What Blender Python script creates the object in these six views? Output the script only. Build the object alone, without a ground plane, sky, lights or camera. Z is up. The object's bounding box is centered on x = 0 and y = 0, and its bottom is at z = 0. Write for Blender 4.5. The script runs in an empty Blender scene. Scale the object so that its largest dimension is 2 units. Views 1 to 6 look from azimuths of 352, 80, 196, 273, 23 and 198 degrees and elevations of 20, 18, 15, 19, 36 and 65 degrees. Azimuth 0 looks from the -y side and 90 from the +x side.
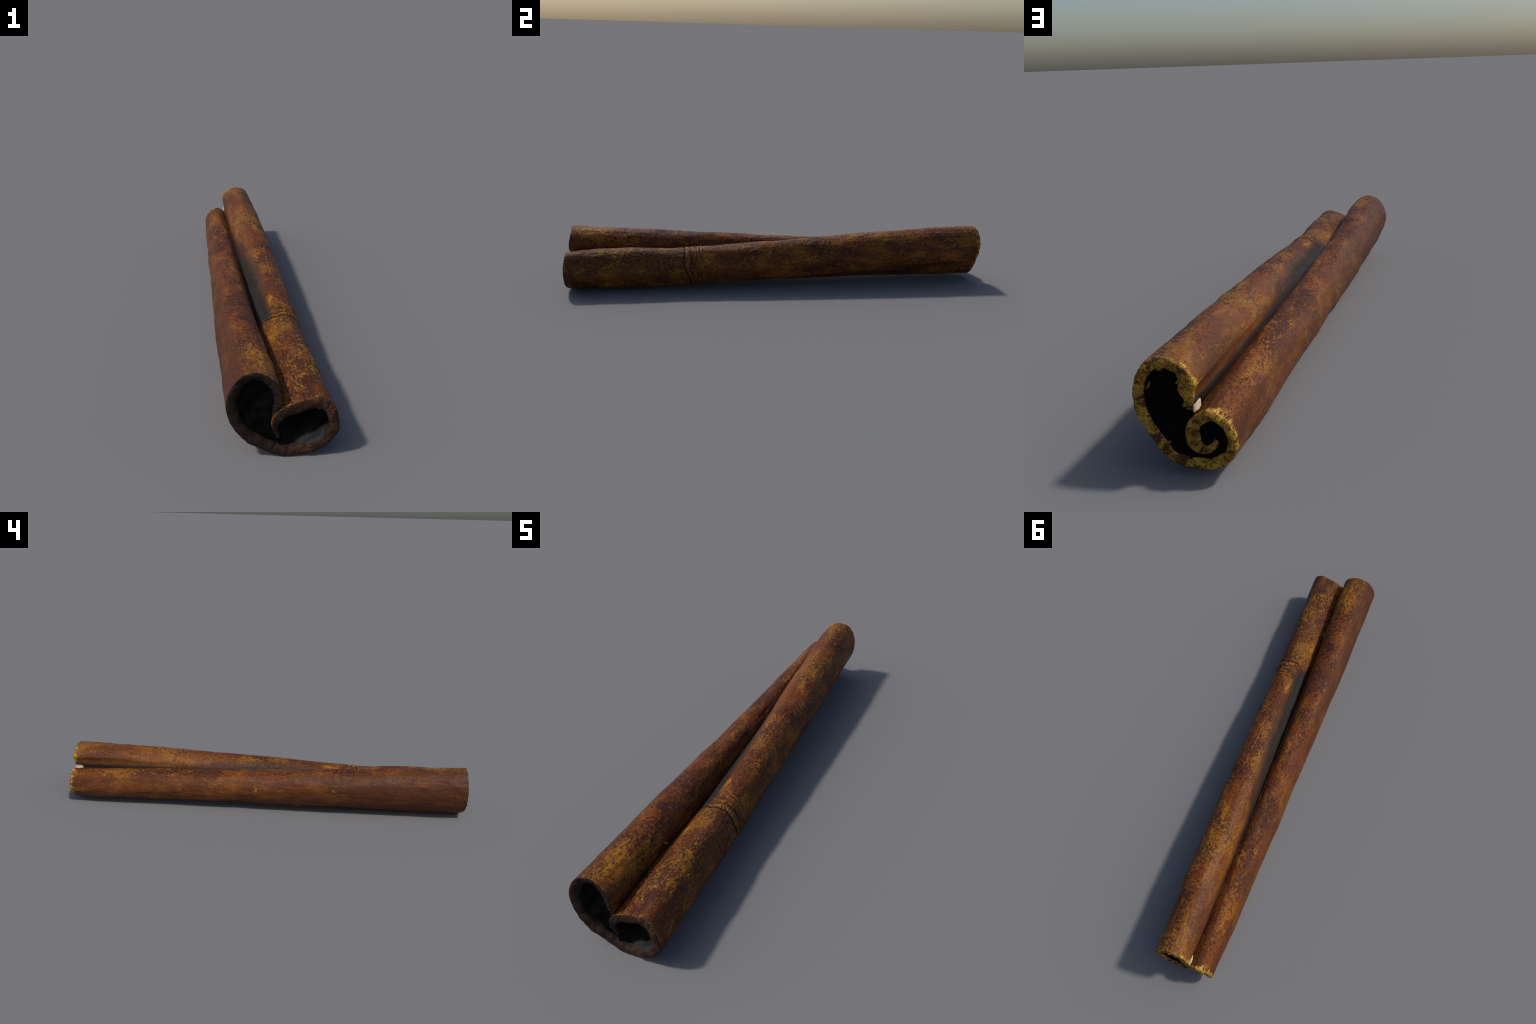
import bpy, math, random
import numpy as np

# =====================================================================================
#  A cinnamon stick: one sheet of bark rolled from both edges into two quills that lie
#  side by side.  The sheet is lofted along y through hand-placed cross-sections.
# =====================================================================================
# ---GEO---
# Outer-face control points (x, z) of the bark sheet in cross-section, walked from the tip
# inside the first roll, over that roll, along the belly, over the second roll and to the tip
# inside that.  None separates the spans that are matched with each other in the loft.
SECTIONS = [
  (-1.00, [(-.022,.120),(-.012,.150),(-.004,.178),None,
           (-.018,.227),(-.045,.256),(-.085,.267),(-.125,.255),(-.155,.215),(-.164,.165),None,
           (-.150,.112),(-.124,.076),(-.088,.045),(-.030,.014),(.009,.004),None,
           (.042,.010),(.085,.013),(.130,.042),(.157,.09),(.156,.125),None,
           (.139,.168),(.108,.187),(.065,.183),(.025,.170),None,
           (-.008,.152),(-.030,.120),(-.033,.090),(-.017,.050)]),
  (1.00,  [(-.049,.086),(-.040,.064),(-.020,.050),(.0,.049),(.022,.066),(.026,.105),(.010,.142),None,
           (-.010,.157),(-.030,.163),(-.057,.150),(-.080,.122),(-.087,.079),None,
           (-.070,.043),(-.030,.020),(.012,.016),(.053,.026),(.084,.048),None,
           (.116,.092),(.135,.121),(.140,.183),None,
           (.130,.228),(.110,.257),(.080,.274),(.045,.275),(.012,.255),(-.008,.223),None,
           (-.003,.204),(-.001,.186),(.004,.168),(.012,.152)]),
]
SPANS = [44, 64, 64, 54, 72, 40]
NS = sum(SPANS)
CUM = np.cumsum([0] + SPANS)
# how the rolls swell or sag between the two ends: rows of y, and at anchors along the
# sheet the shift (dx, dz) of the outer face
SWELL_Y = [-1.0, -.78, -.42, 0.0, .42, .78, 1.0]
SWELL = {   # anchor column : shifts at SWELL_Y
  44:  [(0,0),(-.006,0),(-.011,-.003),(-.010,-.003),(-.002,-.001),(.002,.002),(.001,.002)],
  58:  [(0,0),(-.003,0),(-.009,-.003),(-.009,-.003),(-.005,.0),(-.002,.002),(0,.003)],
  76:  [(0,-.002),(0,.001),(0,.000),(0,-.002),(0,.001),(0,.007),(0,.008)],
  106: [(0,0),(-.006,.0),(-.010,0),(-.009,0),(-.012,0),(-.012,0),(-.008,0)],
  130: [(0,-.003),(-.003,-.008),(-.005,-.010),(-.006,-.007),(-.005,-.003),(-.005,-.003),(-.004,0)],
  152: [(0,-.003),(0,-.008),(0,-.008),(0,-.009),(0,-.003),(0,-.003),(0,0)],
  172: [(0,0),(0,-.003),(0,-.005),(0,-.009),(0,-.002),(0,-.001),(0,.002)],
  196: [(.002,.004),(.006,-.009),(.007,-.015),(.007,-.010),(.004,.002),(.003,.006),(0,.004)],
  212: [(.001,0),(.004,0),(.005,0),(.008,0),(.008,0),(.004,0),(0,0)],
  226: [(-.002,0),(-.005,0),(-.007,0),(.003,0),(.008,0),(.004,0),(0,0)],
  246: [(-.002,.002),(-.004,-.003),(-.004,-.012),(.002,.002),(.004,.005),(.002,.005),(0,.002)],
  262: [(0,.007),(0,.001),(-.001,-.016),(.001,-.003),(.002,.002),(0,.002),(0,.001)],
  282: [(0,.003),(.001,.002),(.004,-.015),(.005,-.010),(.002,-.002),(0,.0),(0,0)],
  298: [(0,0),(.002,-.001),(.012,-.020),(.012,-.018),(.004,-.004),(0,.0),(0,0)],
  318: [(0,0),(.004,-.002),(.010,-.010),(.010,-.010),(.004,-.002),(0,.0),(0,0)],
}
# where the broken ends lie in y, at columns along the sheet
END_COLS  = [0,    22,   44,   60,   76,   92,   108,  125,  140,  155,  172,  190,  208,  226,  245,  262,  280,  298,  318,  338]
END_FRONT = [-.968,-.974,-.986,-.978,-.972,-.973,-.977,-.982,-.984,-.980,-.984,-.990,-.996,-.999,-.995,-.988,-.986,-.984,-.978,-.970]
END_BACK  = [.980, .986, .996, .999, .999, .998, .997, .990, .988, .991, .992, .992, .990, .997, .997, .991, .992, .999, .994, .980]

def smoothstep(a, b, x):
    t = np.clip((x-a)/(b-a), 0, 1)
    return t*t*(3-2*t)

def hash3(i, j, k, seed):
    h = (i.astype(np.int64)*374761393 + j.astype(np.int64)*668265263 + k.astype(np.int64)*1274126177 + seed*974634777) & 0xffffffff
    h = ((h ^ (h >> 13))*1103515245) & 0xffffffff
    h = ((h ^ (h >> 16))*2246822519) & 0xffffffff
    return ((h ^ (h >> 15)) & 0xffffff)/float(0xffffff)*2-1

def noise3(p, scale, seed=1):
    """value noise, -1..1; scale may differ per axis"""
    q = p*np.asarray(scale, float)
    i = np.floor(q).astype(np.int64); f = q-i
    f = f*f*f*(f*(f*6-15)+10)
    out = 0
    for a in (0, 1):
        for b in (0, 1):
            for c in (0, 1):
                w = (f[..., 0] if a else 1-f[..., 0])*(f[..., 1] if b else 1-f[..., 1])*(f[..., 2] if c else 1-f[..., 2])
                out = out + w*hash3(i[..., 0]+a, i[..., 1]+b, i[..., 2]+c, seed)
    return out

def spline(pts, n_per):
    """centripetal Catmull-Rom through the control points"""
    p = np.asarray(pts, float)
    p = np.vstack([2*p[0]-p[1], p, 2*p[-1]-p[-2]])
    out = []
    for i in range(1, len(p)-2):
        a, b, c, d = p[i-1:i+3]
        t0 = 0; t1 = t0+np.linalg.norm(b-a)**.5; t2 = t1+np.linalg.norm(c-b)**.5; t3 = t2+np.linalg.norm(d-c)**.5
        t = np.linspace(t1, t2, n_per, endpoint=False)[:, None]
        A1 = (t1-t)/(t1-t0)*a+(t-t0)/(t1-t0)*b; A2 = (t2-t)/(t2-t1)*b+(t-t1)/(t2-t1)*c; A3 = (t3-t)/(t3-t2)*c+(t-t2)/(t3-t2)*d
        B1 = (t2-t)/(t2-t0)*A1+(t-t0)/(t2-t0)*A2; B2 = (t3-t)/(t3-t1)*A2+(t-t1)/(t3-t1)*A3
        out.append((t2-t)/(t2-t1)*B1+(t-t1)/(t2-t1)*B2)
    out.append(p[-2:-1])
    return np.vstack(out)

def section(rows):
    pts = [r for r in rows if r is not None]; cuts = []; k = 0
    for r in rows:
        if r is None: cuts.append(k-1)
        else: k += 1
    n = 24; c = spline(pts, n)
    L = np.concatenate([[0], np.cumsum(np.linalg.norm(np.diff(c, axis=0), axis=1))])
    edges = [0]+[q*n for q in cuts]+[len(c)-1]
    ss = np.concatenate([np.linspace(L[edges[i]], L[edges[i+1]], m, endpoint=(i == len(SPANS)-1)) for i, m in enumerate(SPANS)])
    return np.stack([np.interp(ss, L, c[:, 0]), np.interp(ss, L, c[:, 1])], 1)

def cubic_rows(ys, V, y):
    """cubic Hermite through rows V at ys"""
    ys = np.asarray(ys, float); V = np.asarray(V, float)
    m = np.gradient(V, ys, axis=0)
    i = np.clip(np.searchsorted(ys, y)-1, 0, len(ys)-2)
    sh = y.shape+(1,)*(V.ndim-1)
    h = (ys[i+1]-ys[i]).reshape(sh); t = (y-ys[i]).reshape(sh)/h
    return (2*t**3-3*t**2+1)*V[i]+(t**3-2*t**2+t)*h*m[i]+(-2*t**3+3*t**2)*V[i+1]+(t**3-t**2)*h*m[i+1]

COLS = np.arange(NS)
SEC_F, SEC_B = section(SECTIONS[0][1]), section(SECTIONS[1][1])
_anch = sorted(SWELL)
_sw = np.array([SWELL[a] for a in _anch])                    # anchor, y, 2
_sw_cols = np.stack([[np.interp(COLS, [0]+_anch+[NS-1], [0]+list(_sw[:, j, d])+[0]) for d in (0, 1)] for j in range(len(SWELL_Y))])  # y,2,cols
_k = np.hanning(25); _k /= _k.sum()
_sw_cols = np.apply_along_axis(lambda v: np.convolve(np.pad(v, 12, 'edge'), _k, 'valid'), 2, _sw_cols)

def row_positions():
    """denser rows at the two ends and around the node scar"""
    y = np.linspace(-1, 1, 4001)
    dens = 1 + 2.2*np.exp(-((y+.41)/.07)**2) + 2.0*np.exp(-((y+1)/.03)**2) + 2.0*np.exp(-((y-1)/.03)**2)
    c = np.cumsum(dens); c = (c-c[0])/(c[-1]-c[0])
    return np.interp(np.linspace(0, 1, 640), c, y)

def smooth_end(vals):
    return cubic_rows(END_COLS, np.array(vals)[:, None], COLS.astype(float))[:, 0]

def ring_y(x, z):
    """y of the node scar at a place on the second roll (the bark material uses the same rule)"""
    return (-.449 + .034*smoothstep(.14, .03, z) + .026*smoothstep(.060, .012, x)
            + .0012*np.sin(x*70+.6) + .0010*np.sin(x*190+z*60))

def outer_surface():
    r = row_positions()
    yf, yb = smooth_end(END_FRONT), smooth_end(END_BACK)
    u = (r+1)/2
    wf = np.exp(-u*2/.10)[:, None]; wb = np.exp(-(1-u)*2/.10)[:, None]
    y = (r*.98)[:, None] + wf*(yf+.98)[None] + wb*(yb-.98)[None]
    t = np.clip((y+1)/2, 0, 1)[..., None]
    P2 = SEC_F[None]*(1-t) + SEC_B[None]*t
    # swell, evaluated at each row's mean y
    sw = cubic_rows(SWELL_Y, _sw_cols, np.clip(r*.98, -1, 1))       # rows,2,cols
    P2 = P2 + sw.transpose(0, 2, 1)
    P = np.stack([P2[..., 0], y, P2[..., 1]], 2)
    N = section_normals(P)
    amp = np.ones(NS); amp[:44] = .4; amp[300:] = .4
    d = .0032*noise3(P, (11, 6, 11), 3) + .0018*noise3(P, (26, 13, 26), 4) + .0008*noise3(P, (60, 34, 60), 5)
    d += .0007*noise3(P, (110, 9, 110), 6)                              # long wrinkles
    d += .0004*noise3(P, (110, 150, 110), 7)
    warp = P + .012*np.stack([noise3(P, 22, 51), noise3(P, 22, 52), noise3(P, 22, 53)], 2)
    net = 1-np.abs(noise3(warp, (52, 20, 52), 54))*2.2                     # net of lengthwise ridges
    d += .0011*np.clip(net, 0, 1)**2*(.5+.5*smoothstep(.1, -.6, P[..., 1]))
    d += -.0022*smoothstep(.35, .75, noise3(P, (17, 8, 17), 55))           # shallow dents
    d *= amp[None]
    # node scar on the second roll: a lens-shaped lip between two grooves, wrinkles behind it
    on = smoothstep(165, 185, COLS)*(1-smoothstep(296, 312, COLS))
    q = P[..., 1]-ring_y(P[..., 0], P[..., 2])
    lens = np.exp(-((P[..., 2]-.165)/.055)**2)*smoothstep(.05, .09, P[..., 0])
    wdt = .008+.018*lens
    g = -.0040*np.exp(-((q+.002)/.0040)**2) + .0016*np.exp(-((q-.006)/.006)**2)
    g += lens*.0022*np.exp(-((q-wdt*.62)/(wdt*.40))**2)
    g += -.0050*np.exp(-((q-wdt-.004)/.0036)**2)*(.35+.65*lens)
    g += .0013*np.sin((q+.004*noise3(P, (40, 40, 40), 9))*430)*smoothstep(.03, .045, q)*(1-smoothstep(.06, .11, q))
    g += .0008*np.exp(-((q-.03)/.05)**2)
    d += g*on[None]
    P = P + N*d[..., None]
    P[..., 2] = np.maximum(P[..., 2], .0004+.0006*(1+noise3(P*[1, 1, 0], (60, 30, 1), 12)))
    return P

def section_normals(P):
    """outward normal within each cross-section (x-z plane)"""
    T = np.gradient(P, axis=1)
    N = np.stack([T[..., 2], np.zeros(T.shape[:2]), -T[..., 0]], 2)
    N /= np.linalg.norm(N, axis=2, keepdims=True)+1e-12
    k = np.hanning(9); k /= k.sum()
    for c in (0, 2):
        N[..., c] = np.apply_along_axis(lambda v: np.convolve(np.pad(v, 4, 'edge'), k, 'valid'), 1, N[..., c])
    N /= np.linalg.norm(N, axis=2, keepdims=True)+1e-12
    return N
# ---END---

def inner_surface(P):
    """inner face of the bark: the outer face set in by the bark's thickness"""
    N = section_normals(P)
    nf = np.interp(COLS, [0, 20, 44, 80, 110, 150, 200, 226, 262, 298, 320, 337], [.010, .016, .020, .032, .034, .028, .026, .028, .042, .034, .026, .012])
    nb = np.interp(COLS, [0, 14, 30, 44, 80, 110, 150, 200, 226, 262, 290, 310, 337], [.012, .028, .032, .028, .022, .022, .026, .026, .025, .024, .034, .036, .014])
    t = np.clip((P[..., 1]+1)/2, 0, 1)
    th = nf[None]*(1-t)+nb[None]*t
    th = th*(1+.12*noise3(P, (30, 14, 30), 21))
    Q = P - N*th[..., None]
    return Q

# ------------------------------------------------------------------ node helpers
def new_mat(name):
    m = bpy.data.materials.new(name); m.use_nodes = True
    nt = m.node_tree; nt.nodes.clear()
    out = nt.nodes.new('ShaderNodeOutputMaterial'); bs = nt.nodes.new('ShaderNodeBsdfPrincipled')
    nt.links.new(bs.outputs[0], out.inputs[0])
    return m, nt, bs

class Nodes:
    def __init__(s, nt):
        s.nt = nt; s.L = nt.links
        s.co = nt.nodes.new('ShaderNodeTexCoord').outputs['Object']
    def put(s, sock, v):
        if isinstance(v, bpy.types.NodeSocket): s.L.new(v, sock)
        elif isinstance(v, (tuple, list)) and len(v) == 3 and sock.type == 'RGBA': sock.default_value = (*v, 1)
        else: sock.default_value = v
    def math(s, op, a, b=0.0, c=0.0, clamp=False):
        n = s.nt.nodes.new('ShaderNodeMath'); n.operation = op; n.use_clamp = clamp
        s.put(n.inputs[0], a); s.put(n.inputs[1], b); s.put(n.inputs[2], c); return n.outputs[0]
    def map(s, scale, rot=(0, 0, 0), vec=None, loc=(0, 0, 0)):
        n = s.nt.nodes.new('ShaderNodeMapping'); s.put(n.inputs[0], vec or s.co)
        n.inputs['Scale'].default_value = scale; n.inputs['Rotation'].default_value = rot; n.inputs['Location'].default_value = loc
        return n.outputs[0]
    def noise(s, vec, scale, detail=4, rough=.55, dist=0.0):
        n = s.nt.nodes.new('ShaderNodeTexNoise'); s.put(n.inputs['Vector'], vec)
        n.inputs['Scale'].default_value = scale; n.inputs['Detail'].default_value = detail
        n.inputs['Roughness'].default_value = rough; n.inputs['Distortion'].default_value = dist
        return n.outputs['Fac']
    def noise_color(s, vec, scale, detail=2):
        n = s.nt.nodes.new('ShaderNodeTexNoise'); s.put(n.inputs['Vector'], vec)
        n.inputs['Scale'].default_value = scale; n.inputs['Detail'].default_value = detail
        return n.outputs['Color']
    def step(s, v, a, b):
        n = s.nt.nodes.new('ShaderNodeMapRange'); n.interpolation_type = 'SMOOTHSTEP'
        s.put(n.inputs['Value'], v); n.inputs['From Min'].default_value = a; n.inputs['From Max'].default_value = b
        return n.outputs[0]
    def mix(s, f, a, b, mode='MIX'):
        n = s.nt.nodes.new('ShaderNodeMix'); n.data_type = 'RGBA'; n.blend_type = mode
        s.put(n.inputs[0], f); s.put(n.inputs[6], a); s.put(n.inputs[7], b); return n.outputs[2]
    def xyz(s, v=None):
        n = s.nt.nodes.new('ShaderNodeSeparateXYZ'); s.put(n.inputs[0], v or s.co); return n.outputs
    def vadd(s, a, b, k=1.0):
        n = s.nt.nodes.new('ShaderNodeVectorMath'); n.operation = 'MULTIPLY_ADD'
        s.put(n.inputs[0], b); n.inputs[1].default_value = (k, k, k); s.put(n.inputs[2], a); return n.outputs[0]
    def bump(s, h, strength, dist, normal=None):
        n = s.nt.nodes.new('ShaderNodeBump'); s.put(n.inputs['Height'], h)
        n.inputs['Strength'].default_value = strength; n.inputs['Distance'].default_value = dist
        if normal: s.put(n.inputs['Normal'], normal)
        return n.outputs[0]
    def curve(s, v, pts):
        n = s.nt.nodes.new('ShaderNodeFloatCurve'); s.put(n.inputs['Value'], v)
        c = n.mapping.curves[0]
        while len(c.points) < len(pts): c.points.new(.5, .5)
        for p, (x, y) in zip(c.points, pts): p.location = (x, y)
        n.mapping.update(); return n.outputs[0]

OCHRE   = (.275, .103, .0105)
GOLD    = (.355, .160, .0130)
RUST    = (.175, .048, .0085)
PLUM    = (.040, .0115, .0110)
BROWN   = (.098, .030, .0090)
PALE    = (.360, .160, .024)
GROOVE_SHADE    = (.031, .030, .027)

def bark_material(name, second):
    """second: the roll that carries the node scar and the flank with painted groove shade"""
    m, nt, bs = new_mat(name); k = Nodes(nt)
    warp = k.vadd(k.co, k.noise_color(k.co, 9, 3), .05)
    fine = k.vadd(k.co, k.noise_color(k.co, 48, 2), .014)
    X, Y, Z = k.xyz()
    # coordinates rolled out round this roll's axis (girth, length): the grain follows the bark
    if second: cx, cz_ = k.math('MULTIPLY_ADD', Y, 0, .075), k.math('MULTIPLY_ADD', Y, .030, .130)
    else:      cx, cz_ = k.math('MULTIPLY_ADD', Y, .0275, -.060), k.math('MULTIPLY_ADD', Y, -.035, .125)
    ang = k.math('ARCTAN2', k.math('SUBTRACT', X, cx), k.math('SUBTRACT', Z, cz_))
    comb = nt.nodes.new('ShaderNodeCombineXYZ')
    k.put(comb.inputs[0], k.math('MULTIPLY', ang, .08)); k.put(comb.inputs[1], Y)
    comb.inputs[2].default_value = 3.0 if second else 7.0
    roll = k.vadd(k.vadd(comb.outputs[0], k.noise_color(comb.outputs[0], 24, 2), .022), k.noise_color(comb.outputs[0], 80, 2), .006)
    # broad patches: ochre against rust, drawn out along the stick
    big = k.noise(k.map((1, .38, 1), vec=warp), 12, 5, .62, .4)
    col = k.mix(k.step(big, .40, .58) if second else k.step(big, .44, .62), RUST, OCHRE)
    # bright golden patches
    pat = k.noise(k.map((1, .42, 1), vec=warp, loc=(3, 1, 2)), 22, 6, .66, .3)
    if second:
        pat = k.math('MULTIPLY_ADD', k.step(Y, -.38, -.48), .075, pat)
    col = k.mix(k.math('MULTIPLY', k.step(pat, .54, .66), .85), col, GOLD)
    # smooth dull brown stretches (the first roll is duller towards its front)
    dull = k.noise(k.map((1, .35, 1), vec=warp, loc=(7, 4, 1)), 8, 5, .62, .4)
    if not second:
        front = k.math('MULTIPLY', k.step(Y, .25, -.55), k.step(X, -.06, -.13))
        dull = k.math('MULTIPLY_ADD', front, .17, dull)
    dm_ = k.step(dull, .50, .66)
    col = k.mix(k.math('MULTIPLY', dm_, .80), col, BROWN)
    # coarse crackle drawn out along the stick
    cz = k.noise(k.map((1, .55, 1), vec=warp, loc=(1, 8, 3)), 13, 4, .6)
    if second:
        cz = k.math('MULTIPLY_ADD', k.step(Y, -.38, -.50), .02, cz)
    # the grain lies on the crowns of the rolls; their flanks are smooth, copying the scan's blurred projection
    if second:
        smooth = k.math('MULTIPLY', k.step(k.math('MULTIPLY_ADD', Y, -.030, X), .062, .030), k.step(Y, -.55, -.40))
    else:
        smooth = k.step(k.math('MULTIPLY_ADD', Y, -.0275, X), -.085, -.122)
    grain = k.math('MULTIPLY_ADD', smooth, -.30 if second else -.42, 1.0)
    worm = k.noise(k.map((190, 62, 1), rot=(0, 0, .30), vec=roll), 1.0, 4, .62, .25)
    thr = k.math('MULTIPLY_ADD', cz, -.70, .900)
    wm = k.step(k.math('SUBTRACT', worm, thr), -.022, .022)
    wm = k.math('MULTIPLY', k.math('MULTIPLY', wm, k.math('MULTIPLY_ADD', dm_, -.5, 1.0)), grain)
    col = k.mix(k.math('MULTIPLY', wm, .85), col, PLUM)
    # fine hair-like fibres lying across the stick, a little askew
    fib = k.noise(k.map((75, 300, 1), rot=(0, 0, .42), vec=roll), 1.0, 3, .60, .15)
    fz = k.noise(k.map((1, .5, 1), vec=warp, loc=(4, 7, 3)), 10, 3, .55)
    fthr = k.math('MULTIPLY_ADD', fz, -.45, .758)
    fm = k.math('MULTIPLY', k.step(k.math('SUBTRACT', fib, fthr), -.03, .035), grain)
    col = k.mix(k.math('MULTIPLY', fm, .74), col, PLUM)
    col = k.mix(k.math('MULTIPLY', k.math('MULTIPLY', k.step(fib, .43, .28), .34), grain), col, PALE)
    soft = k.noise(k.map((26, 7, 1), vec=roll), 1.0, 4, .6, .3)
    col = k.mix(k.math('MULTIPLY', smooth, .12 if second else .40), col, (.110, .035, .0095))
    if not second:      # soft plum stains on the smooth flank, denser towards the front
        st = k.step(k.math('MULTIPLY_ADD', front, .10, soft), .46, .64)
        col = k.mix(k.math('MULTIPLY', k.math('MULTIPLY', st, smooth), .60), col, (.058, .019, .0105))
    # thin pale veins wandering along the stick
    v = k.noise(k.map((1, .40, 1), vec=k.vadd(k.co, k.noise_color(k.co, 18, 2), .03), loc=(5, 2, 9)), 8.5, 1.2, .45)
    v = k.math('ABSOLUTE', k.math('SUBTRACT', v, .5))
    vgate = k.step(k.noise(k.map((1, .6, 1), loc=(2, 2, 2)), 7, 2), .50, .58)
    if not second: vgate = k.math('MULTIPLY', vgate, k.step(Y, -.55, -.35))
    vein = k.math('MULTIPLY', k.step(v, .0055, .0018), vgate)
    col = k.mix(k.math('MULTIPLY', vein, .55), col, (.34, .17, .026))
    if second:
        # node scar: dark grooves on either side of a golden lip, then wrinkles
        ry = k.math('MULTIPLY_ADD', k.step(Z, .14, .03), .034, -.449)
        ry = k.math('MULTIPLY_ADD', k.step(X, .060, .012), .026, ry)
        ry = k.math('MULTIPLY_ADD', k.math('SINE', k.math('MULTIPLY_ADD', X, 70, .6)), .0012, ry)
        ry = k.math('MULTIPLY_ADD', k.math('SINE', k.math('MULTIPLY_ADD', X, 190, k.math('MULTIPLY', Z, 60))), .0010, ry)
        q = k.math('SUBTRACT', Y, ry)
        lens = k.math('DIVIDE', k.math('SUBTRACT', Z, .165), .055)
        lens = k.math('MULTIPLY', k.math('EXPONENT', k.math('MULTIPLY', k.math('MULTIPLY', lens, lens), -1.0)), k.step(X, .05, .09))
        wdt = k.math('MULTIPLY_ADD', lens, .018, .008)
        lip = k.math('MULTIPLY', k.step(q, .001, .004), k.step(k.math('SUBTRACT', q, wdt), .001, -.002))
        lipn = k.math('MULTIPLY_ADD', k.step(fib, .62, .5), .5, .4)
        col = k.mix(k.math('MULTIPLY', k.math('MULTIPLY', lip, lipn), k.step(worm, .62, .44)), col, (.30, .128, .016))
        g1 = k.step(k.math('ABSOLUTE', k.math('ADD', q, .002)), .0042, .0016)
        g2 = k.step(k.math('ABSOLUTE', k.math('SUBTRACT', q, k.math('ADD', wdt, .004))), .0045, .0015)
        g2 = k.math('MULTIPLY', g2, k.math('MULTIPLY_ADD', lens, .65, .35))
        col = k.mix(k.math('MULTIPLY', k.math('MAXIMUM', g1, g2), .9), col, (.018, .008, .007))
        band = k.math('MULTIPLY', k.step(q, .025, .04), k.step(q, .115, .07))
        wr = k.noise(k.map((22, 130, 1), vec=roll), 1.0, 3, .6)
        col = k.mix(k.math('MULTIPLY', k.math('MULTIPLY', band, k.step(wr, .50, .42)), .65), col, PLUM)
        col = k.mix(k.math('MULTIPLY', k.math('MULTIPLY', band, k.step(wr, .57, .63)), .6), col, (.33, .15, .024))
    # broken rims: golden raw wood shows in flecks at the back, a little at the front
    rim_n = k.noise(k.map((1, .35, 1), vec=warp), 85, 3, .6)
    rim = k.step(k.math('MULTIPLY_ADD', rim_n, .075, Y), 1.012, 1.030)
    col = k.mix(k.math('MULTIPLY', rim, k.step(worm, .60, .50)), col, (.56, .32, .045))
    rimf = k.math('MULTIPLY', k.step(k.math('MULTIPLY_ADD', rim_n, -.050, Y), -1.010, -1.020), k.step(Z, .10, .17))
    if second: rimf = k.math('MULTIPLY', rimf, k.step(X, .02, .04))
    col = k.mix(k.math('MULTIPLY', rimf, .8), col, (.33, .19, .022))
    rough = k.math('MULTIPLY_ADD', smooth, -.02, k.math('MULTIPLY_ADD', worm, .25, .36))
    if second:
        # baked occlusion and untextured scan grey, painted on the flank facing the other roll
        yy = k.math('MULTIPLY_ADD', Y, .5, .5)
        lim = k.curve(yy, [(0, .02), (.25, .06), (.285, .48), (.35, .60), (.415, .76), (.50, .70), (.56, .54), (.62, .40), (.70, .24), (.78, .12), (.95, .04), (1, .0)])
        lim = k.math('MULTIPLY_ADD', lim, .10, -.028)
        n1 = k.noise(k.map((1, .5, 1)), 26, 5, .65)
        dx = k.math('SUBTRACT', k.math('ADD', lim, k.math('MULTIPLY_ADD', n1, .040, -.020)), X)
        low = k.math('MULTIPLY', k.step(Y, -.47, -.40), k.math('MULTIPLY', k.step(X, .075, .06), k.step(k.math('MULTIPLY_ADD', n1, .012, Z), .198, .182)))
        dk = k.math('MULTIPLY', k.step(dx, -.022, .004), k.step(Z, .10, .13))
        dm = k.math('MULTIPLY', k.math('MAXIMUM', low, k.step(dx, -.004, .026)), k.step(Z, .10, .13))
        col = k.mix(k.math('MULTIPLY', dk, .75), col, (.066, .024, .013))
        col = k.mix(k.math('MULTIPLY', dm, .95), col, k.mix(k.noise(k.map((1, .6, 1)), 14, 3), (.020, .017, .014), GROOVE_SHADE))
        rough = k.math('MULTIPLY_ADD', dm, .15, rough)
    k.put(bs.inputs['Base Color'], col)
    k.put(bs.inputs['Roughness'], rough)
    k.put(bs.inputs['Specular IOR Level'], k.math('MULTIPLY_ADD', smooth, .07, .13))
    h = k.math('MULTIPLY_ADD', wm, -.8, k.math('MULTIPLY', k.math('MULTIPLY', fib, grain), -1.2))
    h = k.math('MULTIPLY_ADD', vein, .5, h)
    long = k.noise(k.map((1, .12, 1), vec=warp), 60, 4, .6)
    h = k.math('MULTIPLY_ADD', long, .9, h)
    k.put(bs.inputs['Normal'], k.bump(h, .6, .0030))
    return m

def end_material(name, light, dark, cut, dark2, darken_first=False):
    m, nt, bs = new_mat(name); k = Nodes(nt)
    n1 = k.noise(k.co, 46, 4, .6, .6)
    n2 = k.noise(k.map((1, .4, 1), loc=(4, 4, 4)), 150, 4, .65, .8)
    n3 = k.noise(k.map((1, 1, 1), loc=(9, 1, 4)), 22, 3, .5)
    col = k.mix(k.step(n3, .40, .62), light, cut)
    col = k.mix(k.step(n1, .50, .60), col, dark)
    col = k.mix(k.math('MULTIPLY', k.step(n2, .50, .60), .85), col, dark2)
    if darken_first:        # near-black towards the first roll's side
        X, Y, Z = k.xyz()
        col = k.mix(k.math('MULTIPLY', k.step(X, .03, -.04), .72), col, (.012, .007, .005))
    k.put(bs.inputs['Base Color'], col); bs.inputs['Roughness'].default_value = .75
    bs.inputs['Specular IOR Level'].default_value = .2
    h = k.math('MULTIPLY_ADD', n2, .8, n1)
    k.put(bs.inputs['Normal'], k.bump(h, .8, .006))
    return m

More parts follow.
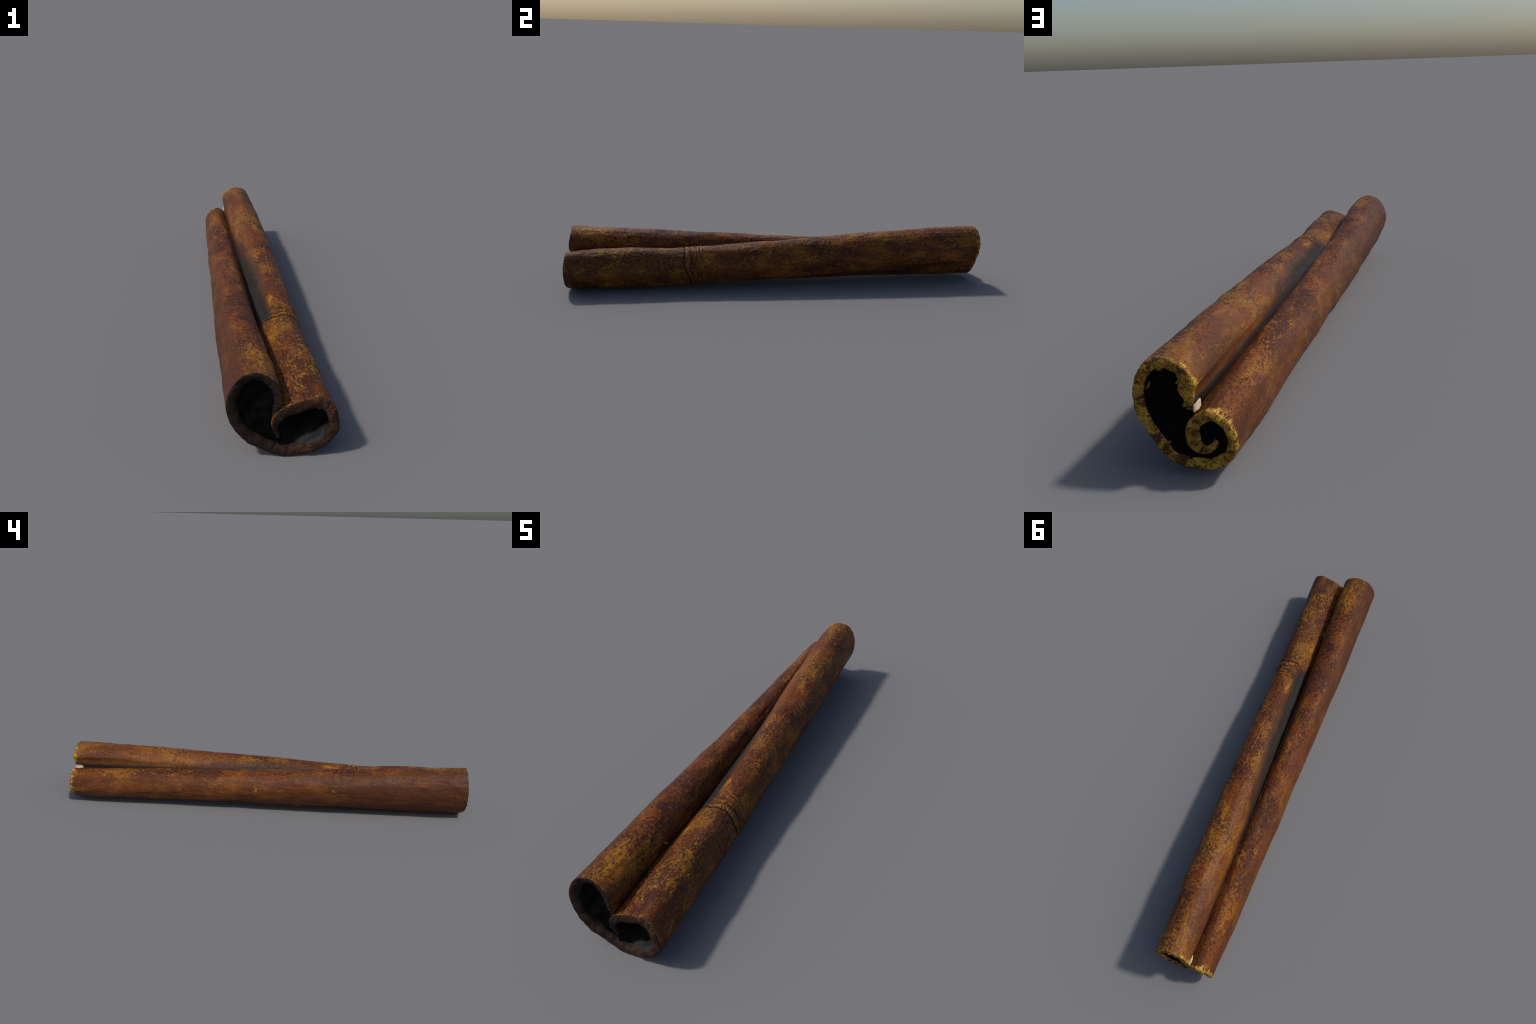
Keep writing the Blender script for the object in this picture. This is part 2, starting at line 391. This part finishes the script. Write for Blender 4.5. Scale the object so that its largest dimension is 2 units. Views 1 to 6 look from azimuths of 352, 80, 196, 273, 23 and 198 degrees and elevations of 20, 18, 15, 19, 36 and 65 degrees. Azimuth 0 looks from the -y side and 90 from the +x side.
def lining_material():
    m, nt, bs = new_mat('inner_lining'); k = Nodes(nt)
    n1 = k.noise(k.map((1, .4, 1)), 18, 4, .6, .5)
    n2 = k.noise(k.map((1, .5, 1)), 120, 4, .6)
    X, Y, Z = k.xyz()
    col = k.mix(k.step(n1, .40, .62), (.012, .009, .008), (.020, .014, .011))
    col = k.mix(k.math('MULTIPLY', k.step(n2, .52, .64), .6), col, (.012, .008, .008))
    # grey scan fill copied as colour, just inside the second roll's front
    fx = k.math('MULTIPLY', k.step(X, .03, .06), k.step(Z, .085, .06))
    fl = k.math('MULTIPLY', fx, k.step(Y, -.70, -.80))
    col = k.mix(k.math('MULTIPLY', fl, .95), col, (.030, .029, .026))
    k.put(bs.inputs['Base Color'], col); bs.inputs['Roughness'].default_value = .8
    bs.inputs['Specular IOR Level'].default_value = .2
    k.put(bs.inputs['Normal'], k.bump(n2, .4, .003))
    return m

def plain_material(name, a, b, rough=.7):
    m, nt, bs = new_mat(name); k = Nodes(nt)
    n = k.noise(k.co, 90, 4, .6)
    k.put(bs.inputs['Base Color'], k.mix(k.step(n, .4, .62), a, b))
    bs.inputs['Roughness'].default_value = rough
    k.put(bs.inputs['Normal'], k.bump(n, .5, .003))
    return m

# ------------------------------------------------------------------ build the body as one surface
def build_body():
    P = outer_surface(); Q = inner_surface(P)
    NR = P.shape[0]
    # inner edge is set back from the broken ends: deep on the first roll's front, little elsewhere
    u = np.linspace(0, 1, NR)
    back_f = np.interp(COLS, [0, 44, 70, 110, 140, 170, 200, 338], [.006, .008, .012, .012, .010, .006, .004, .004])
    wf = np.exp(-(row_positions()+1)/.05)[:, None]; wb = np.exp(-(1-row_positions())/.05)[:, None]
    Q[..., 1] += wf*back_f[None] - wb*.002
    verts = [P.reshape(-1, 3), Q.reshape(-1, 3)]
    off = [0, P.shape[0]*NS]; total = 2*NR*NS
    faces = []; tags = []
    def grid(ids, tag, flip=False):
        a = ids[:-1, :-1]; b = ids[:-1, 1:]; c = ids[1:, 1:]; d = ids[1:, :-1]
        f = np.stack([a, b, c, d] if not flip else [a, d, c, b], -1).reshape(-1, 4)
        faces.append(f)
        tags.append(tag.reshape(-1) if isinstance(tag, np.ndarray) else np.full(len(f), tag))
    ido = np.arange(NR*NS).reshape(NR, NS); idi = ido+NR*NS
    # region tags: 0 first roll, 1 second roll, 2 node scar, 3 lining, 4 front end, 5 back end
    tag = np.where(COLS[None, :-1] < 168, 0, 1)+np.zeros((NR-1, 1), int)
    rl = ring_y(P[:-1, :-1, 0], P[:-1, :-1, 2]); yc = P[:-1, :-1, 1]
    tag[(COLS[None, :-1] >= 180) & (COLS[None, :-1] < 306) & (yc > rl-.016) & (yc < rl+.085)] = 2
    grid(ido, tag)
    grid(idi, 3, True)
    # long tips of the sheet inside the rolls
    grid(np.stack([idi[:, 0], ido[:, 0]], 1), 3)
    grid(np.stack([ido[:, -1], idi[:, -1]], 1), 3)
    # broken ends: rounded, jagged strips from outer to inner edge
    K = 8; rng_seed = 31
    for end, (row, sgn) in enumerate(((0, -1), (NR-1, 1))):
        a, b = P[row], Q[row]
        ids = np.zeros((K+1, NS), int); ids[0] = ido[row]; ids[K] = idi[row]
        for i in range(1, K):
            f = i/K
            p = a*(1-f)+b*f
            bulge = .0055*math.sqrt(max(0., 1-(2*f-1)**2))
            if end == 1: bulge *= 1.25
            jag = (.0026 if end == 0 else .0034)*noise3(p*[1, 0, 1], (55, 1, 55), 40+end) + (.0014 if end == 0 else .0022)*noise3(p*[1, 0, 1], (150, 1, 150), 42+end)
            p = p.copy(); p[:, 1] += sgn*(bulge+jag*math.sin(math.pi*f)**.5)
            ids[i] = total+np.arange(NS); total += NS; verts.append(p)
        grid(ids, 4+end, flip=(end == 0)) if end == 0 else grid(ids, 5)
    global OUT, INN
    OUT, INN = P, Q
    V = np.vstack(verts)
    return V, np.vstack(faces), np.concatenate(tags)

def link(ob, parent=None):
    bpy.context.scene.collection.objects.link(ob)
    if parent: ob.parent = parent
    return ob

root = bpy.data.objects.new('cinnamon_stick', None)
root['label'] = 'brown cinnamon stick of bark curled into two quills'
root['category'] = 'cinnamon stick'
link(root)

V, F, T = build_body()
# centre on x, y and touch the ground; the end faces reach exactly one metre each way
V[:, 1] -= (V[:, 1].min()+V[:, 1].max())/2
V[:, 1] *= 1.0/V[:, 1].max()
V[:, 2] -= V[:, 2].min()

whole = bpy.data.meshes.new('whole_body')
whole.from_pydata(V.tolist(), [], F.tolist()); whole.update()
whole.polygons.foreach_set('use_smooth', np.ones(len(F), bool))
NORM = np.zeros(len(V)*3, np.float32); whole.vertex_normals.foreach_get('vector', NORM); NORM = NORM.reshape(-1, 3)
bpy.data.meshes.remove(whole)

mat_first = bark_material('cinnamon_bark', False)
mat_second = bark_material('cinnamon_bark_groove_shade', True)
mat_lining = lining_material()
mat_front = end_material('dark_end_grain', (.070, .030, .011), (.016, .008, .006), (.036, .015, .007), (.011, .006, .005), True)  # front end in dark browns, darkest on the first roll
mat_back = end_material('raw_end_grain', (.500, .285, .030), (.110, .040, .012), (.360, .175, .018), (.040, .016, .012))

def region(name, tag, mat):
    sel = F[T == tag]
    used, inv = np.unique(sel, return_inverse=True)
    me = bpy.data.meshes.new(name)
    me.from_pydata(V[used].tolist(), [], inv.reshape(-1, 4).tolist()); me.update()
    me.polygons.foreach_set('use_smooth', np.ones(len(sel), bool))
    me.normals_split_custom_set_from_vertices(NORM[used].tolist())
    me.materials.append(mat)
    return link(bpy.data.objects.new(name, me), root)

region('bark_roll', 0, mat_first)
region('bark_roll', 1, mat_second)
region('node_scar', 2, mat_second)
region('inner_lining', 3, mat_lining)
region('broken_end', 4, mat_front)
region('broken_end', 5, mat_back)

# ------------------------------------------------------------------ plugs added to close the hollows, black in place of their shade
def cavity_plug(c0, c1, y0, depth, mat):
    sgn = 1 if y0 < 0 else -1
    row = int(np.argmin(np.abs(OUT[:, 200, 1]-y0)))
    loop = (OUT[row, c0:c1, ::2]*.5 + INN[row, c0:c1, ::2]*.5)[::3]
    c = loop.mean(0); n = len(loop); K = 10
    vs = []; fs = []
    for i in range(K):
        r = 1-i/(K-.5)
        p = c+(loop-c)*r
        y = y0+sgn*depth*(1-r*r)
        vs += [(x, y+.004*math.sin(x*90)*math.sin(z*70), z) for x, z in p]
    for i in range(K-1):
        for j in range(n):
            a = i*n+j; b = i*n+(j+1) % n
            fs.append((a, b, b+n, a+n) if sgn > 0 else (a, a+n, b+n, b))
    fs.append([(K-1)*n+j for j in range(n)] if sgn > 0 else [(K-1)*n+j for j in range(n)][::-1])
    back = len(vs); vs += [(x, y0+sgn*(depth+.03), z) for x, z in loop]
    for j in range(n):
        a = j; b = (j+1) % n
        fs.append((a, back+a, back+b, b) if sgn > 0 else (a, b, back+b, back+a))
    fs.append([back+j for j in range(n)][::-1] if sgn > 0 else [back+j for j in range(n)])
    me = bpy.data.meshes.new('cavity_plug'); me.from_pydata(vs, [], fs); me.update()
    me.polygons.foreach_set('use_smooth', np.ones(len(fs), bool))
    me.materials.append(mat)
    return link(bpy.data.objects.new('cavity_plug', me), root)

def hollow_shade_material():
    """black painted for hollow shade; grey patch copies scan fill in the second roll"""
    m, nt, bs = new_mat('hollow_shade_black'); k = Nodes(nt)
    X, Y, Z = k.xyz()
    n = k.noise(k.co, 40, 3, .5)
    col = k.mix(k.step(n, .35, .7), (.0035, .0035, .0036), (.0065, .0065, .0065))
    lim = k.math('MULTIPLY_ADD', X, .55, .018)                       # edge of the grey scan fill climbs to the right
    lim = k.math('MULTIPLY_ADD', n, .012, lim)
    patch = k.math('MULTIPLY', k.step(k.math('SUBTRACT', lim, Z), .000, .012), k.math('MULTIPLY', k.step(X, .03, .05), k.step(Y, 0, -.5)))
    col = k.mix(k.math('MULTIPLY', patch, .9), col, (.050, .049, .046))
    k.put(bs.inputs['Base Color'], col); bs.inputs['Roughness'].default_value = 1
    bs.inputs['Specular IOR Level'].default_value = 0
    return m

mat_plug = hollow_shade_material()
cavity_plug(36, 170, -.963, .008, mat_plug)
cavity_plug(166, 336, -.970, .010, mat_plug)
cavity_plug(44, 140, .980, .006, mat_plug)
cavity_plug(150, 332, .981, .008, mat_plug)

# ------------------------------------------------------------------ loose chips and flakes
def flake_mesh(name, length, width, thick, seed, mat):
    """a small broken sliver: an irregular polygon slab, slightly bent, chamfered"""
    import bmesh
    rnd = random.Random(seed); bm = bmesh.new()
    n = 9; ring = []
    for i in range(n):
        a = 2*math.pi*i/n
        r = 1+rnd.uniform(-.28, .18)
        ring.append((length/2*r*math.copysign(abs(math.cos(a))**.7, math.cos(a)), width/2*r*math.copysign(abs(math.sin(a))**.7, math.sin(a))))
    lv = []
    for lay, (z, s) in enumerate(((-.5, .86), (-.2, 1), (.2, 1), (.5, .84))):
        lv.append([bm.verts.new((x*s, y*s, z*thick+.18*length*(x/length*2)**2*.5)) for x, y in ring])
    for a, b in zip(lv[:-1], lv[1:]):
        for i in range(n): bm.faces.new((a[i], a[(i+1) % n], b[(i+1) % n], b[i]))
    bm.faces.new(lv[0][::-1]); bm.faces.new(lv[-1])
    me = bpy.data.meshes.new(name); bm.to_mesh(me); bm.free()
    me.materials.append(mat)
    return me

mat_chip = plain_material('bleached_chip', (.62, .50, .36), (.52, .38, .26))
mat_flake = plain_material('golden_flake', (.26, .13, .022), (.14, .06, .015))
chip = link(bpy.data.objects.new('wood_chip', flake_mesh('wood_chip', .040, .018, .006, 5, mat_chip)), root)
chip.location = (-.002, .969, .164); chip.rotation_euler = (math.radians(90), 0, math.radians(90))
for i, (loc, rot, L, W) in enumerate([
        ((.107, .975, .205), (20, 60, 40), .022, .012), ((.066, .975, .076), (0, 30, 60), .016, .010),
        ((.026, .985, .205), (60, 80, 20), .026, .016), ((.020, .985, .178), (10, 70, 60), .022, .014),
        ((.030, .985, .226), (35, 60, 5), .022, .012), ((-.006, -.660, .174), (20, 40, 70), .022, .010),
        ((.075, .978, .246), (80, 10, 30), .018, .010)]):
    ob = link(bpy.data.objects.new('bark_flake', flake_mesh('bark_flake', L, W, .004, 20+i, mat_flake)), root)
    ob.location = loc; ob.rotation_euler = [math.radians(a) for a in rot]
